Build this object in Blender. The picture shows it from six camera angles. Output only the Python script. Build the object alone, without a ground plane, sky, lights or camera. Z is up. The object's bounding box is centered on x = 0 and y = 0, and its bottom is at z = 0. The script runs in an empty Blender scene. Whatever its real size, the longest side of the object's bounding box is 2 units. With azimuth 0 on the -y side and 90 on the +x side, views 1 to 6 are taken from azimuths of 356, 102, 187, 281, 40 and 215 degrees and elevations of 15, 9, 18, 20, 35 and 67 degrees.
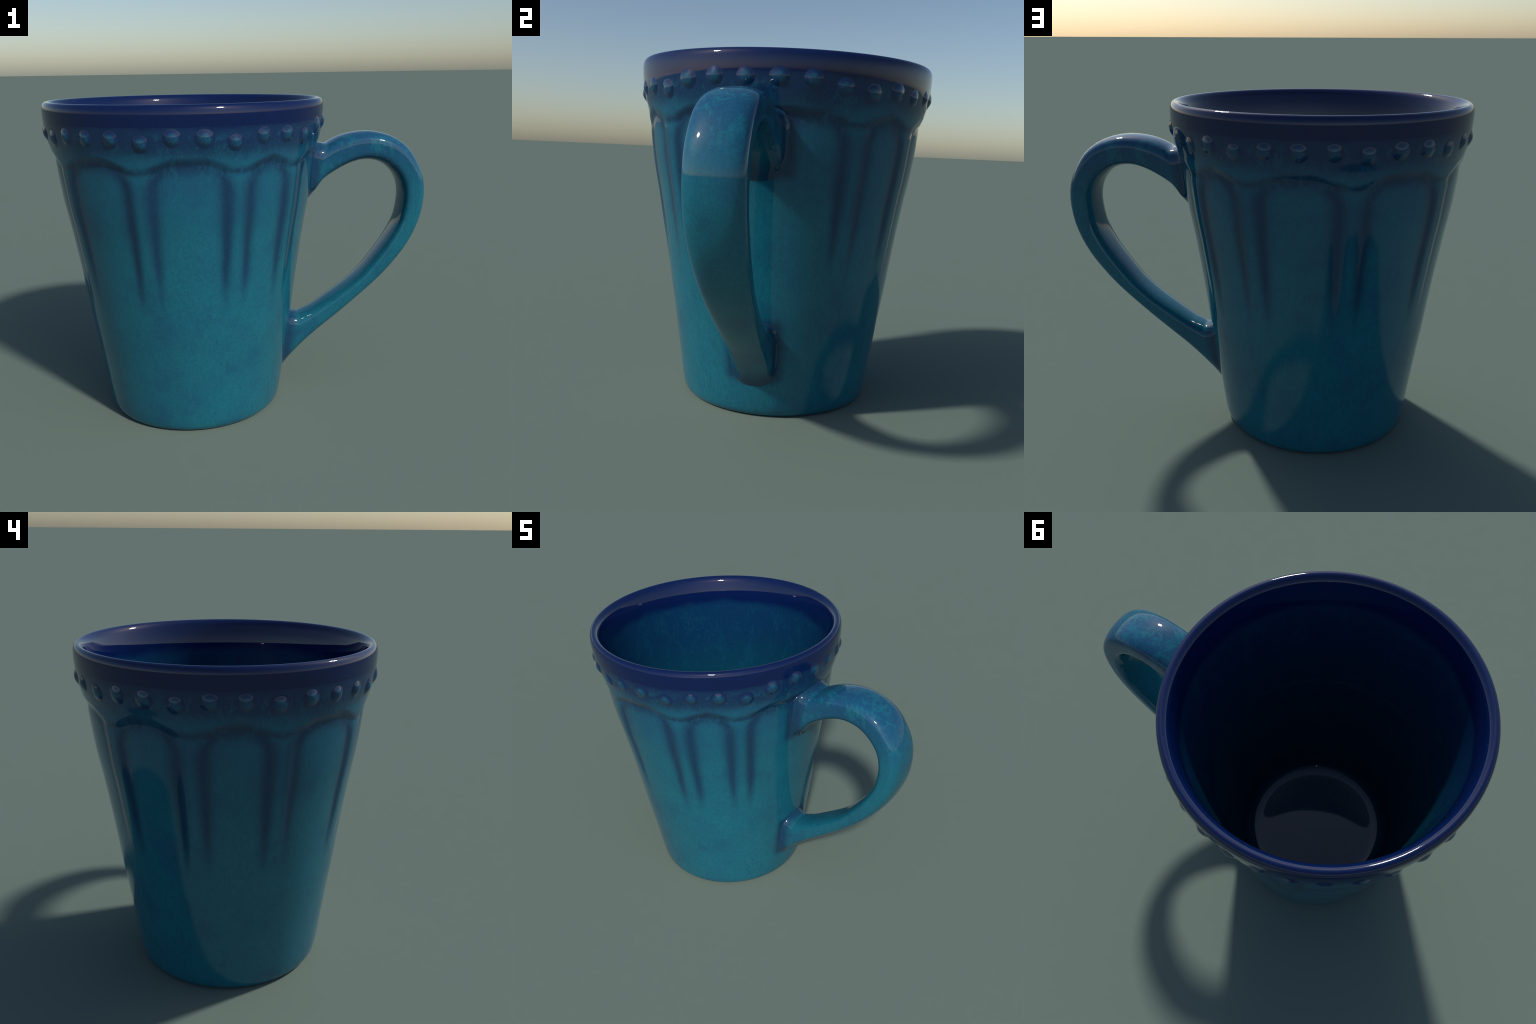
"""Glazed ceramic mug: a flared, panelled cup with a beaded, scalloped collar,
a rounded rim and a strap handle.  Navy glaze at the rim breaks to teal below."""
import bpy, math, random
import numpy as np
from mathutils import Vector

random.seed(7)
AXIS_X = -0.278                      # the cup stands off centre: the handle fills +x
D2R = math.pi / 180.0

# --------------------------------------------------------------------------
# rules of the shape
# --------------------------------------------------------------------------
# outer wall of the plain cone, (z, r)
BODY = [(0.000, .452), (0.006, .462), (0.016, .4705), (0.032, .4775), (0.065, .4845), (0.241, .5085),
        (0.42, .5335), (0.543, .552), (0.696, .572), (0.847, .593), (1.025, .6205),
        (1.167, .6455), (1.27, .6588), (1.35, .6670), (1.42, .6740)]
# collar above the scalloped line
COLLAR = [(1.34, .6740), (1.385, .6805), (1.43, .6880), (1.486, .7030), (1.52, .7090),
          (1.56, .7135), (1.60, .7157), (1.615, .7160), (1.628, .7155)]
# rim, from the outside over the crest into the cup (r, z)
RIM = [(.7155, 1.628), (.7142, 1.637), (.7112, 1.6462), (.7065, 1.6540), (.7005, 1.6588), (.6930, 1.6608),
       (.6855, 1.6590), (.6775, 1.6545), (.6700, 1.647), (.6630, 1.637), (.6585, 1.626)]
INSIDE = [(.6585, 1.626), (.6490, 1.592), (.6400, 1.546), (.6235, 1.40), (.5920, 1.15), (.5535, .90),
          (.5140, .65), (.4780, .42), (.4600, .30), (.4450, .20), (.4370, .150), (.4270, .115), (.4120, .094),
          (.390, .083), (.36, .079), (.30, .077), (.15, .076), (.0, .076)]
UNDERSIDE = [(.452, .0), (.440, .0005), (.425, .004), (.415, .012), (.400, .016), (.2, .016), (.0, .016)]

# the raised ribs between the panels: azimuth of each centre (degrees)
RIBS = [38.9, 67.6, 106.3, 146.3, 180.2, 214.0, 252.9, 292.4, 320.8]
RIB_HALF = 4.85
GROOVE_END = .635                     # grooves fade out here
SCALLOP_LOW, SCALLOP_HIGH = 1.378, 1.420
CORNER = .085                        # radius of the arched panel corners
PANEL_GAP = .026                     # panel top below the scalloped line

BEAD_COUNT, BEAD_PHASE = 32, 8.5

# handle stations: outer edge (x, z), inner edge (x, z), half width
HANDLE = [((.456, 1.398), (.392, 1.172), .122), ((.499, 1.422), (.438, 1.231), .115),
          ((.545, 1.440), (.498, 1.274), .114), ((.605, 1.454), (.562, 1.309), .114),
          ((.680, 1.460), (.630, 1.333), .114), ((.755, 1.450), (.692, 1.337), .114),
          ((.827, 1.423), (.750, 1.324), .114), ((.886, 1.380), (.797, 1.296), .114),
          ((.926, 1.327), (.838, 1.255), .114), ((.960, 1.262), (.865, 1.209), .114),
          ((.978, 1.193), (.878, 1.152), .114), ((.980, 1.118), (.878, 1.095), .114),
          ((.968, 1.033), (.864, 1.008), .114), ((.940, .950), (.833, .938), .113),
          ((.902, .873), (.791, .867), .110), ((.850, .795), (.732, .786), .106),
          ((.765, .695), (.664, .700), .101), ((.655, .592), (.575, .619), .097),
          ((.536, .488), (.477, .549), .093), ((.418, .389), (.394, .493), .090),
          ((.348, .324), (.346, .471), .090), ((.302, .277), (.318, .457), .091)]

def hermite(x, pts):
    """smooth interpolation through (x, y) points (monotone Hermite)"""
    xs = np.array([p[0] for p in pts], float); ys = np.array([p[1] for p in pts], float)
    h = np.diff(xs); d = np.diff(ys) / h
    m = np.empty_like(ys); m[0], m[-1] = d[0], d[-1]
    same = d[:-1] * d[1:] > 0
    m[1:-1] = np.where(same, 2 * d[:-1] * d[1:] / np.where(same, d[:-1] + d[1:], 1), 0)
    x = np.clip(np.asarray(x, float), xs[0], xs[-1])
    i = np.clip(np.searchsorted(xs, x) - 1, 0, len(h) - 1)
    t = (x - xs[i]) / h[i]
    return ((2*t**3 - 3*t**2 + 1) * ys[i] + (t**3 - 2*t**2 + t) * h[i] * m[i]
            + (-2*t**3 + 3*t**2) * ys[i+1] + (t**3 - t**2) * h[i] * m[i+1])

def smooth(a, b, x):
    t = np.clip((x - a) / (b - a), 0, 1)
    return t * t * (3 - 2 * t)

def rib_distance(az):
    """degrees from the nearest rib centre"""
    az = np.asarray(az, float)
    d = np.full(az.shape, 400.0)
    for c in RIBS:
        d = np.minimum(d, np.abs((az - c + 180) % 360 - 180))
    return d

def scallop(az):
    d = rib_distance(az)
    return SCALLOP_LOW + (SCALLOP_HIGH - SCALLOP_LOW) * smooth(1.5, 15.0, d)

def panel_edge(az, z):
    """metres from the panel's arched outline (positive inside the panel)"""
    px = (rib_distance(az) - RIB_HALF) * D2R * .64
    pz = scallop(az) - PANEL_GAP - z
    qx, qz = CORNER - px, CORNER - pz
    out = np.hypot(np.maximum(qx, 0), np.maximum(qz, 0)) + np.minimum(np.maximum(qx, qz), 0)
    return CORNER - out

def wall_radius(az, z):
    az, z = np.broadcast_arrays(np.asarray(az, float), np.asarray(z, float))
    s = panel_edge(az, z)
    zs = scallop(az)
    fade = smooth(GROOVE_END, 1.05, z)
    groove = .0014 * np.exp(-(s / .022) ** 2) * fade * smooth(.02, .10, zs - z)
    rib = .0075 * (1 - smooth(1.5, 7.0, rib_distance(az))) * smooth(.58, .95, z)
    under = .0018 * np.exp(-((z - zs + .026) / .024) ** 2)
    body = hermite(z, BODY) + rib - groove * (z < zs + .03) - under
    collar = hermite(z, COLLAR)
    k = smooth(-.030, .018, z - zs)
    return np.where(z > 1.46, collar, body * (1 - k) + collar * k)

# --------------------------------------------------------------------------
# materials
# --------------------------------------------------------------------------
class Nodes:
    def __init__(self, name):
        self.mat = bpy.data.materials.new(name); self.mat.use_nodes = True
        self.t = self.mat.node_tree; self.t.nodes.clear()
    def new(self, kind, **kw):
        n = self.t.nodes.new(kind)
        for k, v in kw.items(): setattr(n, k, v)
        return n
    def link(self, v, sock):
        if isinstance(v, bpy.types.NodeSocket): self.t.links.new(v, sock)
        else: sock.default_value = v
    def math(self, op, a, b=0.0, c=0.0, clamp=False):
        n = self.new('ShaderNodeMath', operation=op, use_clamp=clamp)
        for s, v in zip(n.inputs, (a, b, c)): self.link(v, s)
        return n.outputs[0]
    def ramp01(self, v, lo, hi, out0=0.0, out1=1.0, smooth=True):
        n = self.new('ShaderNodeMapRange', interpolation_type='SMOOTHSTEP' if smooth else 'LINEAR')
        self.link(v, n.inputs['Value'])
        for k, x in (('From Min', lo), ('From Max', hi), ('To Min', out0), ('To Max', out1)):
            n.inputs[k].default_value = x
        return n.outputs[0]
    def noise(self, vec, scale, detail=3.0, rough=.55, distort=0.0):
        n = self.new('ShaderNodeTexNoise')
        self.link(vec, n.inputs['Vector'])
        n.inputs['Scale'].default_value = scale; n.inputs['Detail'].default_value = detail
        n.inputs['Roughness'].default_value = rough; n.inputs['Distortion'].default_value = distort
        return n.outputs['Fac']
    def mix(self, f, a, b):
        n = self.new('ShaderNodeMix', data_type='RGBA')
        self.link(f, n.inputs[0]); self.link(a, n.inputs[6]); self.link(b, n.inputs[7])
        return n.outputs[2]
    def gauss(self, v, sigma):
        q = self.math('MULTIPLY', v, 1.0 / sigma)
        return self.math('EXPONENT', self.math('MULTIPLY', self.math('MULTIPLY', q, q), -1.0))
    def coords(self):
        tc = self.new('ShaderNodeTexCoord'); s = self.new('ShaderNodeSeparateXYZ')
        self.t.links.new(tc.outputs['Object'], s.inputs[0])
        return tc.outputs['Object'], s.outputs[0], s.outputs[1], s.outputs[2]

TEAL = (.0100, .116, .172, 1)
TEAL_LIGHT = (.0110, .160, .205, 1)
BLUE = (.011, .056, .135, 1)
NAVY_STAIN = (.0075, .029, .078, 1)
NAVY = (.0022, .0102, .061, 1)

def glaze(kind):
    """kind: outside, inside, rim, handle, bead, underside"""
    g = Nodes('glaze_' + kind)
    vec, x, y, z = g.coords()
    M = g.math
    mp = g.new('ShaderNodeMapping'); g.link(vec, mp.inputs['Vector'])
    mp.inputs['Scale'].default_value = (1, 1, .6)
    run = mp.outputs[0]
    big = g.noise(vec, 4.0, 4.0, .55)
    mid = g.noise(run, 11.0, 10.0, .70, .5)
    fine = g.noise(run, 60.0, 5.0, .7)
    grain = g.noise(vec, 190.0, 3.0, .65)
    veins = g.ramp01(M('ADD', mid, M('MULTIPLY', M('SUBTRACT', fine, .5), .5)), .50, .60)
    col = g.mix(M('MULTIPLY', g.ramp01(M('ADD', big, M('MULTIPLY', M('SUBTRACT', fine, .5), .4)), .40, .70), .30), TEAL, TEAL_LIGHT)
    col = g.mix(M('MULTIPLY', g.ramp01(M('ADD', M('MULTIPLY', mid, .5), M('MULTIPLY', big, .5)), .50, .38), .34), col, BLUE)
    wob = M('ADD', M('MULTIPLY', M('SUBTRACT', mid, .5), .34),
            M('ADD', M('MULTIPLY', M('SUBTRACT', fine, .5), .22), M('MULTIPLY', M('SUBTRACT', big, .5), .22)))
    soft = M('ADD', M('MULTIPLY', M('SUBTRACT', big, .5), .5), M('MULTIPLY', M('SUBTRACT', mid, .5), .10))
    if kind in ('outside', 'bead'):
        az = M('MULTIPLY', M('ARCTAN2', y, x), 180 / math.pi)
        dist = None
        for c in RIBS:
            cc = (c + 180) % 360 - 180
            d = M('ABSOLUTE', M('WRAP', M('SUBTRACT', az, cc), 180.0, -180.0))
            dist = d if dist is None else M('MINIMUM', dist, d)
        zs = g.ramp01(dist, 1.5, 15.0, SCALLOP_LOW, SCALLOP_HIGH)
        px = M('MULTIPLY', M('SUBTRACT', dist, RIB_HALF), D2R * .64)
        pz = M('SUBTRACT', M('SUBTRACT', zs, PANEL_GAP), z)
        qx, qz = M('SUBTRACT', CORNER, px), M('SUBTRACT', CORNER, pz)
        qx0, qz0 = M('MAXIMUM', qx, 0.0), M('MAXIMUM', qz, 0.0)
        ln = M('SQRT', M('ADD', M('MULTIPLY', qx0, qx0), M('MULTIPLY', qz0, qz0)))
        edge = M('SUBTRACT', CORNER, M('ADD', ln, M('MINIMUM', M('MAXIMUM', qx, qz), 0.0)))
        edge = M('ADD', edge, M('MULTIPLY', soft, .035))
        # glaze pooled along the panel outline, thinning and narrowing downwards
        wide = g.ramp01(z, GROOVE_END, 1.25, .019, .038)
        q = M('DIVIDE', edge, wide)
        pool = M('EXPONENT', M('MULTIPLY', M('MULTIPLY', q, q), -1.0))
        pool = M('MULTIPLY', pool, g.ramp01(z, GROOVE_END - .01, .95))
        # dark lunette between the panel head and the scalloped line
        lun = M('MULTIPLY', g.ramp01(pz, .044, -.004), g.ramp01(dist, 2.5, 6.0))
        low = M('MULTIPLY', M('ADD', M('SUBTRACT', z, zs), M('MULTIPLY', soft, .03)), 1.0)
        pool = M('MAXIMUM', pool, lun)
        pool = M('MULTIPLY', pool, g.ramp01(low, -.012, .026, 1.0, 0.0))
        # dark navy line along the crease under the scalloped collar
        crease = M('MULTIPLY', g.gauss(M('ADD', low, .010), .017), .85)
        # upper panels run a little bluer
        high = M('MULTIPLY', g.ramp01(M('ADD', z, M('MULTIPLY', wob, 1.3)), .90, 1.45), .40)
        col = g.mix(high, col, BLUE)
        col = g.mix(M('MULTIPLY', M('MAXIMUM', pool, crease), .86), col, NAVY_STAIN)
        # in the beaded band the glaze is blue, broken by teal veins
        up = M('ADD', z, M('MULTIPLY', wob, .6))
        col = g.mix(M('MULTIPLY', g.ramp01(up, 1.39, 1.46), .72), col, (.009, .045, .110, 1))
        col = g.mix(M('MULTIPLY', M('MULTIPLY', veins, g.ramp01(low, .0, .035)), .55), col, TEAL)
        col = g.mix(M('MULTIPLY', g.ramp01(up, 1.415, 1.50), .85), col, (.0065, .024, .080, 1))
        col = g.mix(M('MULTIPLY', M('MULTIPLY', veins, M('MULTIPLY', g.ramp01(z, 1.49, 1.575, 1.0, 0.0), g.ramp01(z, 1.22, 1.42))), .30), col, TEAL)
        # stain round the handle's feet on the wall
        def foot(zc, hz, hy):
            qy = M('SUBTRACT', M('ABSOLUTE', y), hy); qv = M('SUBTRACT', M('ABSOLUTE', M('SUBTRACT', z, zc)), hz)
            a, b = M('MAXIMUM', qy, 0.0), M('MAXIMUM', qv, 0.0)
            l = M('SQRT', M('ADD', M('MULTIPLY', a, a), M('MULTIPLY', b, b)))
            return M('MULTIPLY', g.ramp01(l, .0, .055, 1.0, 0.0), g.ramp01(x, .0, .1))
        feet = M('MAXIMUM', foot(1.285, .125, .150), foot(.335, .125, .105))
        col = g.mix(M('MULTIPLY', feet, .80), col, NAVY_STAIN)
        navy = g.ramp01(M('ADD', z, M('MULTIPLY', wob, .25)), 1.535, 1.592)
        if kind == 'bead':
            # raised tops: the glaze runs off and shows blue; skirt sinks into the dark band
            rad = M('SQRT', M('ADD', M('MULTIPLY', x, x), M('MULTIPLY', y, y)))
            info = g.new('ShaderNodeObjectInfo')
            body = g.mix(M('ADD', M('MULTIPLY', g.ramp01(fine, .42, .58), .55), M('MULTIPLY', info.outputs['Random'], .25)),
                         (.009, .044, .108, 1), (.010, .086, .138, 1))
            rim_c = g.mix(g.ramp01(y, -.04, .03), (.0080, .034, .090, 1), (.0050, .019, .074, 1))
            col = g.mix(g.ramp01(rad, .014, .036), body, rim_c)
            navy = 0.0
        col = g.mix(navy, col, NAVY)
    elif kind == 'inside':
        base = g.mix(g.ramp01(M('ADD', z, wob), .9, 1.40), (.0030, .046, .082, 1), (.0035, .031, .088, 1))
        base = g.mix(M('MULTIPLY', veins, .16), base, (.007, .095, .135, 1))
        base = g.mix(M('MULTIPLY', g.ramp01(mid, .45, .33), .4), base, (.006, .030, .080, 1))
        col = g.mix(g.ramp01(M('ADD', z, M('MULTIPLY', wob, .22)), 1.475, 1.535), base, NAVY)
    elif kind == 'rim':
        col = g.mix(1.0, col, NAVY)
    elif kind == 'handle':
        top = g.ramp01(M('ADD', z, wob), 1.05, 1.40)
        col = g.mix(M('MULTIPLY', top, .76), col, (.010, .058, .140, 1))
        col = g.mix(M('MULTIPLY', M('MULTIPLY', veins, top), .42), col, TEAL_LIGHT)
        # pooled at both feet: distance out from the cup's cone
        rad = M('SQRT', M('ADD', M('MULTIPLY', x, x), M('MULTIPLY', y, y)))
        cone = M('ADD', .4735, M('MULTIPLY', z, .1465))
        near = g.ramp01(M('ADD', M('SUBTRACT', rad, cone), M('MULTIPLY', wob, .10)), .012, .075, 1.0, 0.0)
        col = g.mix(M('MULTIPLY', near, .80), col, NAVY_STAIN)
    # fine grain and a few small dark flecks
    gr = g.ramp01(M('ADD', M('MULTIPLY', grain, .7), M('MULTIPLY', fine, .3)), .36, .64, .82, 1.18, False)
    hsv = g.new('ShaderNodeHueSaturation')
    g.link(gr, hsv.inputs['Value']); g.link(col, hsv.inputs['Color'])
    col = hsv.outputs[0]
    if kind in ('outside', 'handle'):
        v = g.new('ShaderNodeTexVoronoi'); g.link(vec, v.inputs['Vector']); v.inputs['Scale'].default_value = 7.0
        fl = M('MULTIPLY', g.ramp01(v.outputs['Distance'], .022, .045, 1.0, 0.0), g.ramp01(big, .47, .55))
        sm = M('MULTIPLY', g.ramp01(g.noise(vec, 11.0, 8.0, .75, 1.2), .60, .72), .4)
        # faint diagonal scuffs, in patches
        ms = g.new('ShaderNodeMapping'); g.link(vec, ms.inputs['Vector'])
        ms.inputs['Rotation'].default_value = (.0, .55, .4); ms.inputs['Scale'].default_value = (90, 90, 9)
        patch = g.ramp01(g.noise(vec, 3.3, 3.0, .6), .54, .64)
        scuff = M('MULTIPLY', M('MULTIPLY', g.ramp01(g.noise(ms.outputs[0], 1.0, 3.0, .6), .52, .64), patch), .42)
        v2 = g.new('ShaderNodeTexVoronoi'); g.link(vec, v2.inputs['Vector']); v2.inputs['Scale'].default_value = 13.0
        fl2 = M('MULTIPLY', g.ramp01(v2.outputs['Distance'], .030, .055, 1.0, 0.0), g.ramp01(mid, .46, .54))
        marks = M('MAXIMUM', M('MAXIMUM', fl, fl2), M('MAXIMUM', sm, scuff))
        col = g.mix(M('MULTIPLY', marks, .6), col, (.008, .045, .09, 1))
    b = g.new('ShaderNodeBsdfPrincipled'); o = g.new('ShaderNodeOutputMaterial')
    g.link(col, b.inputs['Base Color'])
    b.inputs['Roughness'].default_value = .035
    b.inputs['IOR'].default_value = 1.5
    g.t.links.new(b.outputs[0], o.inputs[0])
    return g.mat

MATS = {k: glaze(k) for k in ('outside', 'inside', 'rim', 'handle', 'bead', 'underside')}

# --------------------------------------------------------------------------
# objects
# --------------------------------------------------------------------------
scene = bpy.context.scene
mug = bpy.data.objects.new('mug', None)
mug.location = (AXIS_X, 0, 0)
mug.empty_display_size = .2
mug['label'] = 'glossy teal blue ceramic mug with navy beaded rim'
mug['category'] = 'mug'
scene.collection.objects.link(mug)

def add(name, mesh, parent, mat=None):
    ob = bpy.data.objects.new(name, mesh)
    scene.collection.objects.link(ob)
    ob.parent = parent
    if mat and not mesh.materials: mesh.materials.append(mat)
    return ob

def grid_faces(rows, cols, r0=0, r1=None, flip=False):
    r1 = rows - 1 if r1 is None else r1
    i, j = np.meshgrid(np.arange(r0, r1), np.arange(cols), indexing='ij')
    k = (j + 1) % cols
    f = np.stack([i * cols + j, i * cols + k, (i + 1) * cols + k, (i + 1) * cols + j], -1).reshape(-1, 4)
    return f[:, ::-1] if flip else f

def mesh_from(name, verts, faces):
    me = bpy.data.meshes.new(name)
    me.from_pydata([tuple(v) for v in verts], [], [tuple(int(a) for a in f) for f in faces])
    me.update()
    me.polygons.foreach_set('use_smooth', [True] * len(me.polygons))
    return me

# ---- the cup: one continuous skin, divided afterwards into its parts ----
COLS = 720
az_deg = np.arange(COLS) * 360.0 / COLS
ca, sa = np.cos(az_deg * D2R), np.sin(az_deg * D2R)

def resample(pts, step):
    """points along a (r, z) polyline smoothed by a Catmull-Rom spline"""
    p = np.array(pts, float); out = []
    for i in range(len(p) - 1):
        a, b, c, d = p[max(i-1, 0)], p[i], p[i+1], p[min(i+2, len(p)-1)]
        n = max(1, int(np.linalg.norm(c - b) / step))
        for t in np.arange(n) / n:
            out.append(.5 * ((2*b) + (c-a)*t + (2*a-5*b+4*c-d)*t*t + (-a+3*b-3*c+d)*t**3))
    return np.array(out + [p[-1]])

rows = []                                           # (z per column, r per column)
under = resample(UNDERSIDE, .02)[::-1]
under[0, 0] = 1e-4
for r, z in under[:-1]: rows.append((np.full(COLS, z), np.full(COLS, r)))
n_under = len(rows)
zs_out = np.concatenate([np.linspace(0, .07, 18)[:-1], np.linspace(.07, .62, 24)[:-1],
                         np.linspace(.62, 1.25, 64)[:-1], np.linspace(1.25, 1.46, 74)[:-1],
                         np.linspace(1.46, 1.566, 16)])
for z in zs_out: rows.append((np.full(COLS, z), wall_radius(az_deg, z)))
n_wall = len(rows)                                  # wall ends at row n_wall-1
for z in np.linspace(1.566, 1.628, 10)[1:]: rows.append((np.full(COLS, z), wall_radius(az_deg, z)))
for r, z in resample(RIM, .004)[1:]: rows.append((np.full(COLS, z), np.full(COLS, r)))
n_rim = len(rows)
inside = resample(INSIDE, .02)[1:]
inside[-1, 0] = 1e-4
for r, z in inside: rows.append((np.full(COLS, z), np.full(COLS, r)))

V = np.concatenate([np.stack([r * ca, r * sa, z], 1) for z, r in rows])
full = mesh_from('whole_cup', V, grid_faces(len(rows), COLS))
normals = np.empty(len(V) * 3); full.vertices.foreach_get('normal', normals); normals = normals.reshape(-1, 3)

def part(name, r0, r1, mat):
    f = grid_faces(len(rows), COLS, r0, r1) - r0 * COLS
    v = V[r0 * COLS:(r1 + 1) * COLS]
    me = mesh_from(name, v, f)
    me.normals_split_custom_set_from_vertices([tuple(n) for n in normals[r0 * COLS:(r1 + 1) * COLS]])
    return add(name, me, mug, MATS[mat])

part('underside', 0, n_under, 'underside')
part('cup_wall', n_under, n_wall - 1, 'outside')
part('rim', n_wall - 1, n_rim - 1, 'rim')
part('inner_wall', n_rim - 1, len(rows) - 1, 'inside')
bpy.data.meshes.remove(full)

# ---- beads: low drops with a soft skirt, on the curve of the collar ----
def bead_mesh():
    R, H, NR, NA = .047, .0125, 18, 48
    vs, fs = [(0, 0, H)], []
    for i in range(1, NR + 1):
        t = i / NR; rr = R * t
        h = H * (1 - t ** 2.1) ** 1.75       # dome running out into a soft skirt
        for j in range(NA):
            a = 2 * math.pi * j / NA
            u, w = rr * math.cos(a) * 1.08, rr * math.sin(a) * .94
            vs.append((u, w, h - u * u / (2 * .70) - .0012 * t ** 3))
    for j in range(NA): fs.append((0, 1 + j, 1 + (j + 1) % NA))
    for i in range(NR - 1):
        for j in range(NA):
            a, b = 1 + i * NA + j, 1 + i * NA + (j + 1) % NA
            fs.append((a, a + NA, b + NA, b))
    me = bpy.data.meshes.new('bead'); me.from_pydata(vs, [], fs); me.update()
    me.polygons.foreach_set('use_smooth', [True] * len(me.polygons))
    me.materials.append(MATS['bead'])
    return me

BEAD = bead_mesh()
for k in range(BEAD_COUNT):
    az = BEAD_PHASE + k * 360.0 / BEAD_COUNT
    near_rib = 1 - smooth(2.0, 7.5, rib_distance(az))
    off_handle = abs((az + 180) % 360 - 180)
    z = 1.517 - .019 * float(near_rib) + .030 * float(1 - smooth(14, 36, off_handle)) + random.uniform(-.004, .004)
    r0, r1 = float(wall_radius(az, z - .025)), float(wall_radius(az, z + .025))
    r = float(wall_radius(az, z))
    slope = math.atan2(r1 - r0, .05)                # wall leans outwards going up
    a = az * D2R
    n = Vector((math.cos(a) * math.cos(slope), math.sin(a) * math.cos(slope), -math.sin(slope)))
    u = Vector((-math.sin(a), math.cos(a), 0)); w = n.cross(u)
    ob = bpy.data.objects.new('bead', BEAD) if k == 0 else first.copy()
    if k == 0: first = ob
    scene.collection.objects.link(ob); ob.parent = mug
    s = random.uniform(.88, .99) * (1.05 if off_handle < 30 else 1.0)
    from mathutils import Matrix
    m = Matrix((u, w, n)).transposed().to_4x4()
    m.translation = Vector((r * math.cos(a), r * math.sin(a), z)) - n * .0003
    ob.matrix_local = m @ Matrix.Diagonal((s * random.uniform(.97, 1.06), s, s * random.uniform(.9, 1.1), 1))

# ---- handle: a strap swept along the loop, its feet flared into the wall ----
def handle_mesh():
    SEG = 64
    P = np.array([(*o, *i, w) for o, i, w in HANDLE], float)
    P[:, 0] -= AXIS_X; P[:, 2] -= AXIS_X
    out = P[:, 0:2] - P[:, 2:4]
    P[:, 0:2] += .005 * out / np.linalg.norm(out, axis=1)[:, None]
    P[:, 4] += .001
    # section in unit coordinates: b across the strap, a from the inner to the outer face
    th = np.arange(SEG) * 2 * math.pi / SEG
    c, s = np.cos(th), np.sin(th)
    ex = np.where(s > 0, 4.6, 3.8)
    norm = (np.abs(c) ** ex + np.abs(s) ** ex) ** (-1 / ex)
    B, A = c * norm, s * norm
    def section(p):
        O, I, w = p[0:2], p[2:4], p[4]
        C, h = (O + I) / 2, (O - I) / 2
        L = np.linalg.norm(h)
        crown = np.where(A > 0, .015, .008) * (1 - B ** 2) * np.abs(A) ** 2
        k = 1 + crown / L
        return np.stack([C[0] + h[0] * A * k, B * w + .003, C[1] + h[1] * A * k], 1)
    def wall_at(y, z):
        az = np.zeros_like(y)
        r = hermite(np.clip(z, 0, 1.40), BODY)
        r = np.where(z > 1.39, np.maximum(hermite(np.clip(z, 1.34, 1.6), COLLAR), r - .004), r)
        return np.sqrt(np.maximum(r * r - y * y, 0)) - .003
    def foot(p, f, up, down):
        """fillet sections from the neck section out to the wall"""
        S = section(p); out = []
        c0 = S.mean(0)
        side = 1 if p[1] > p[3] else -1                 # outer face up (top foot) or down (lower foot)
        tang = np.stack([np.zeros(SEG), B * np.abs(B), side * A * np.abs(A)], 1)
        tang /= np.linalg.norm(tang, axis=1)[:, None]
        end = S + tang * f
        end[:, 2] += np.where(A > 0, up, down) * A * side
        end[:, 0] = wall_at(end[:, 1], end[:, 2])
        zb = np.where(side * A < 0, .88, .55)           # undersides run straight into the wall
        for t in (.12, .25, .4, .55, .7, .82, .92, 1.0):
            k1, k2 = math.sin(t * math.pi / 2), 1 - math.cos(t * math.pi / 2)
            out.append(np.stack([S[:, 0] + (end[:, 0] - S[:, 0]) * k1,
                                 S[:, 1] + (end[:, 1] - S[:, 1]) * k2,
                                 S[:, 2] + (end[:, 2] - S[:, 2]) * (zb * k1 + (1 - zb) * k2)], 1))
        last = out[-1].copy(); last[:, 0] -= .012
        return out + [last]
    mids = []
    for i in range(len(P) - 1):
        a, b, cc, d = P[max(i-1, 0)], P[i], P[i+1], P[min(i+2, len(P)-1)]
        for t in (0, .5):
            mids.append(.5 * ((2*b) + (cc-a)*t + (2*a-5*b+4*cc-d)*t*t + (-a+3*b-3*cc+d)*t**3))
    mids.append(P[-1])
    secs = foot(P[0], .042, -.026, .012)[::-1] + [section(p) for p in mids] + foot(P[-1], .030, .078, -.010)
    verts = np.concatenate(secs)
    return mesh_from('handle', verts, grid_faces(len(secs), SEG, flip=True))

hm = handle_mesh()
import bmesh
bm = bmesh.new(); bm.from_mesh(hm)
bmesh.ops.recalc_face_normals(bm, faces=bm.faces)
bm.to_mesh(hm); bm.free()
add('handle', hm, mug, MATS['handle'])
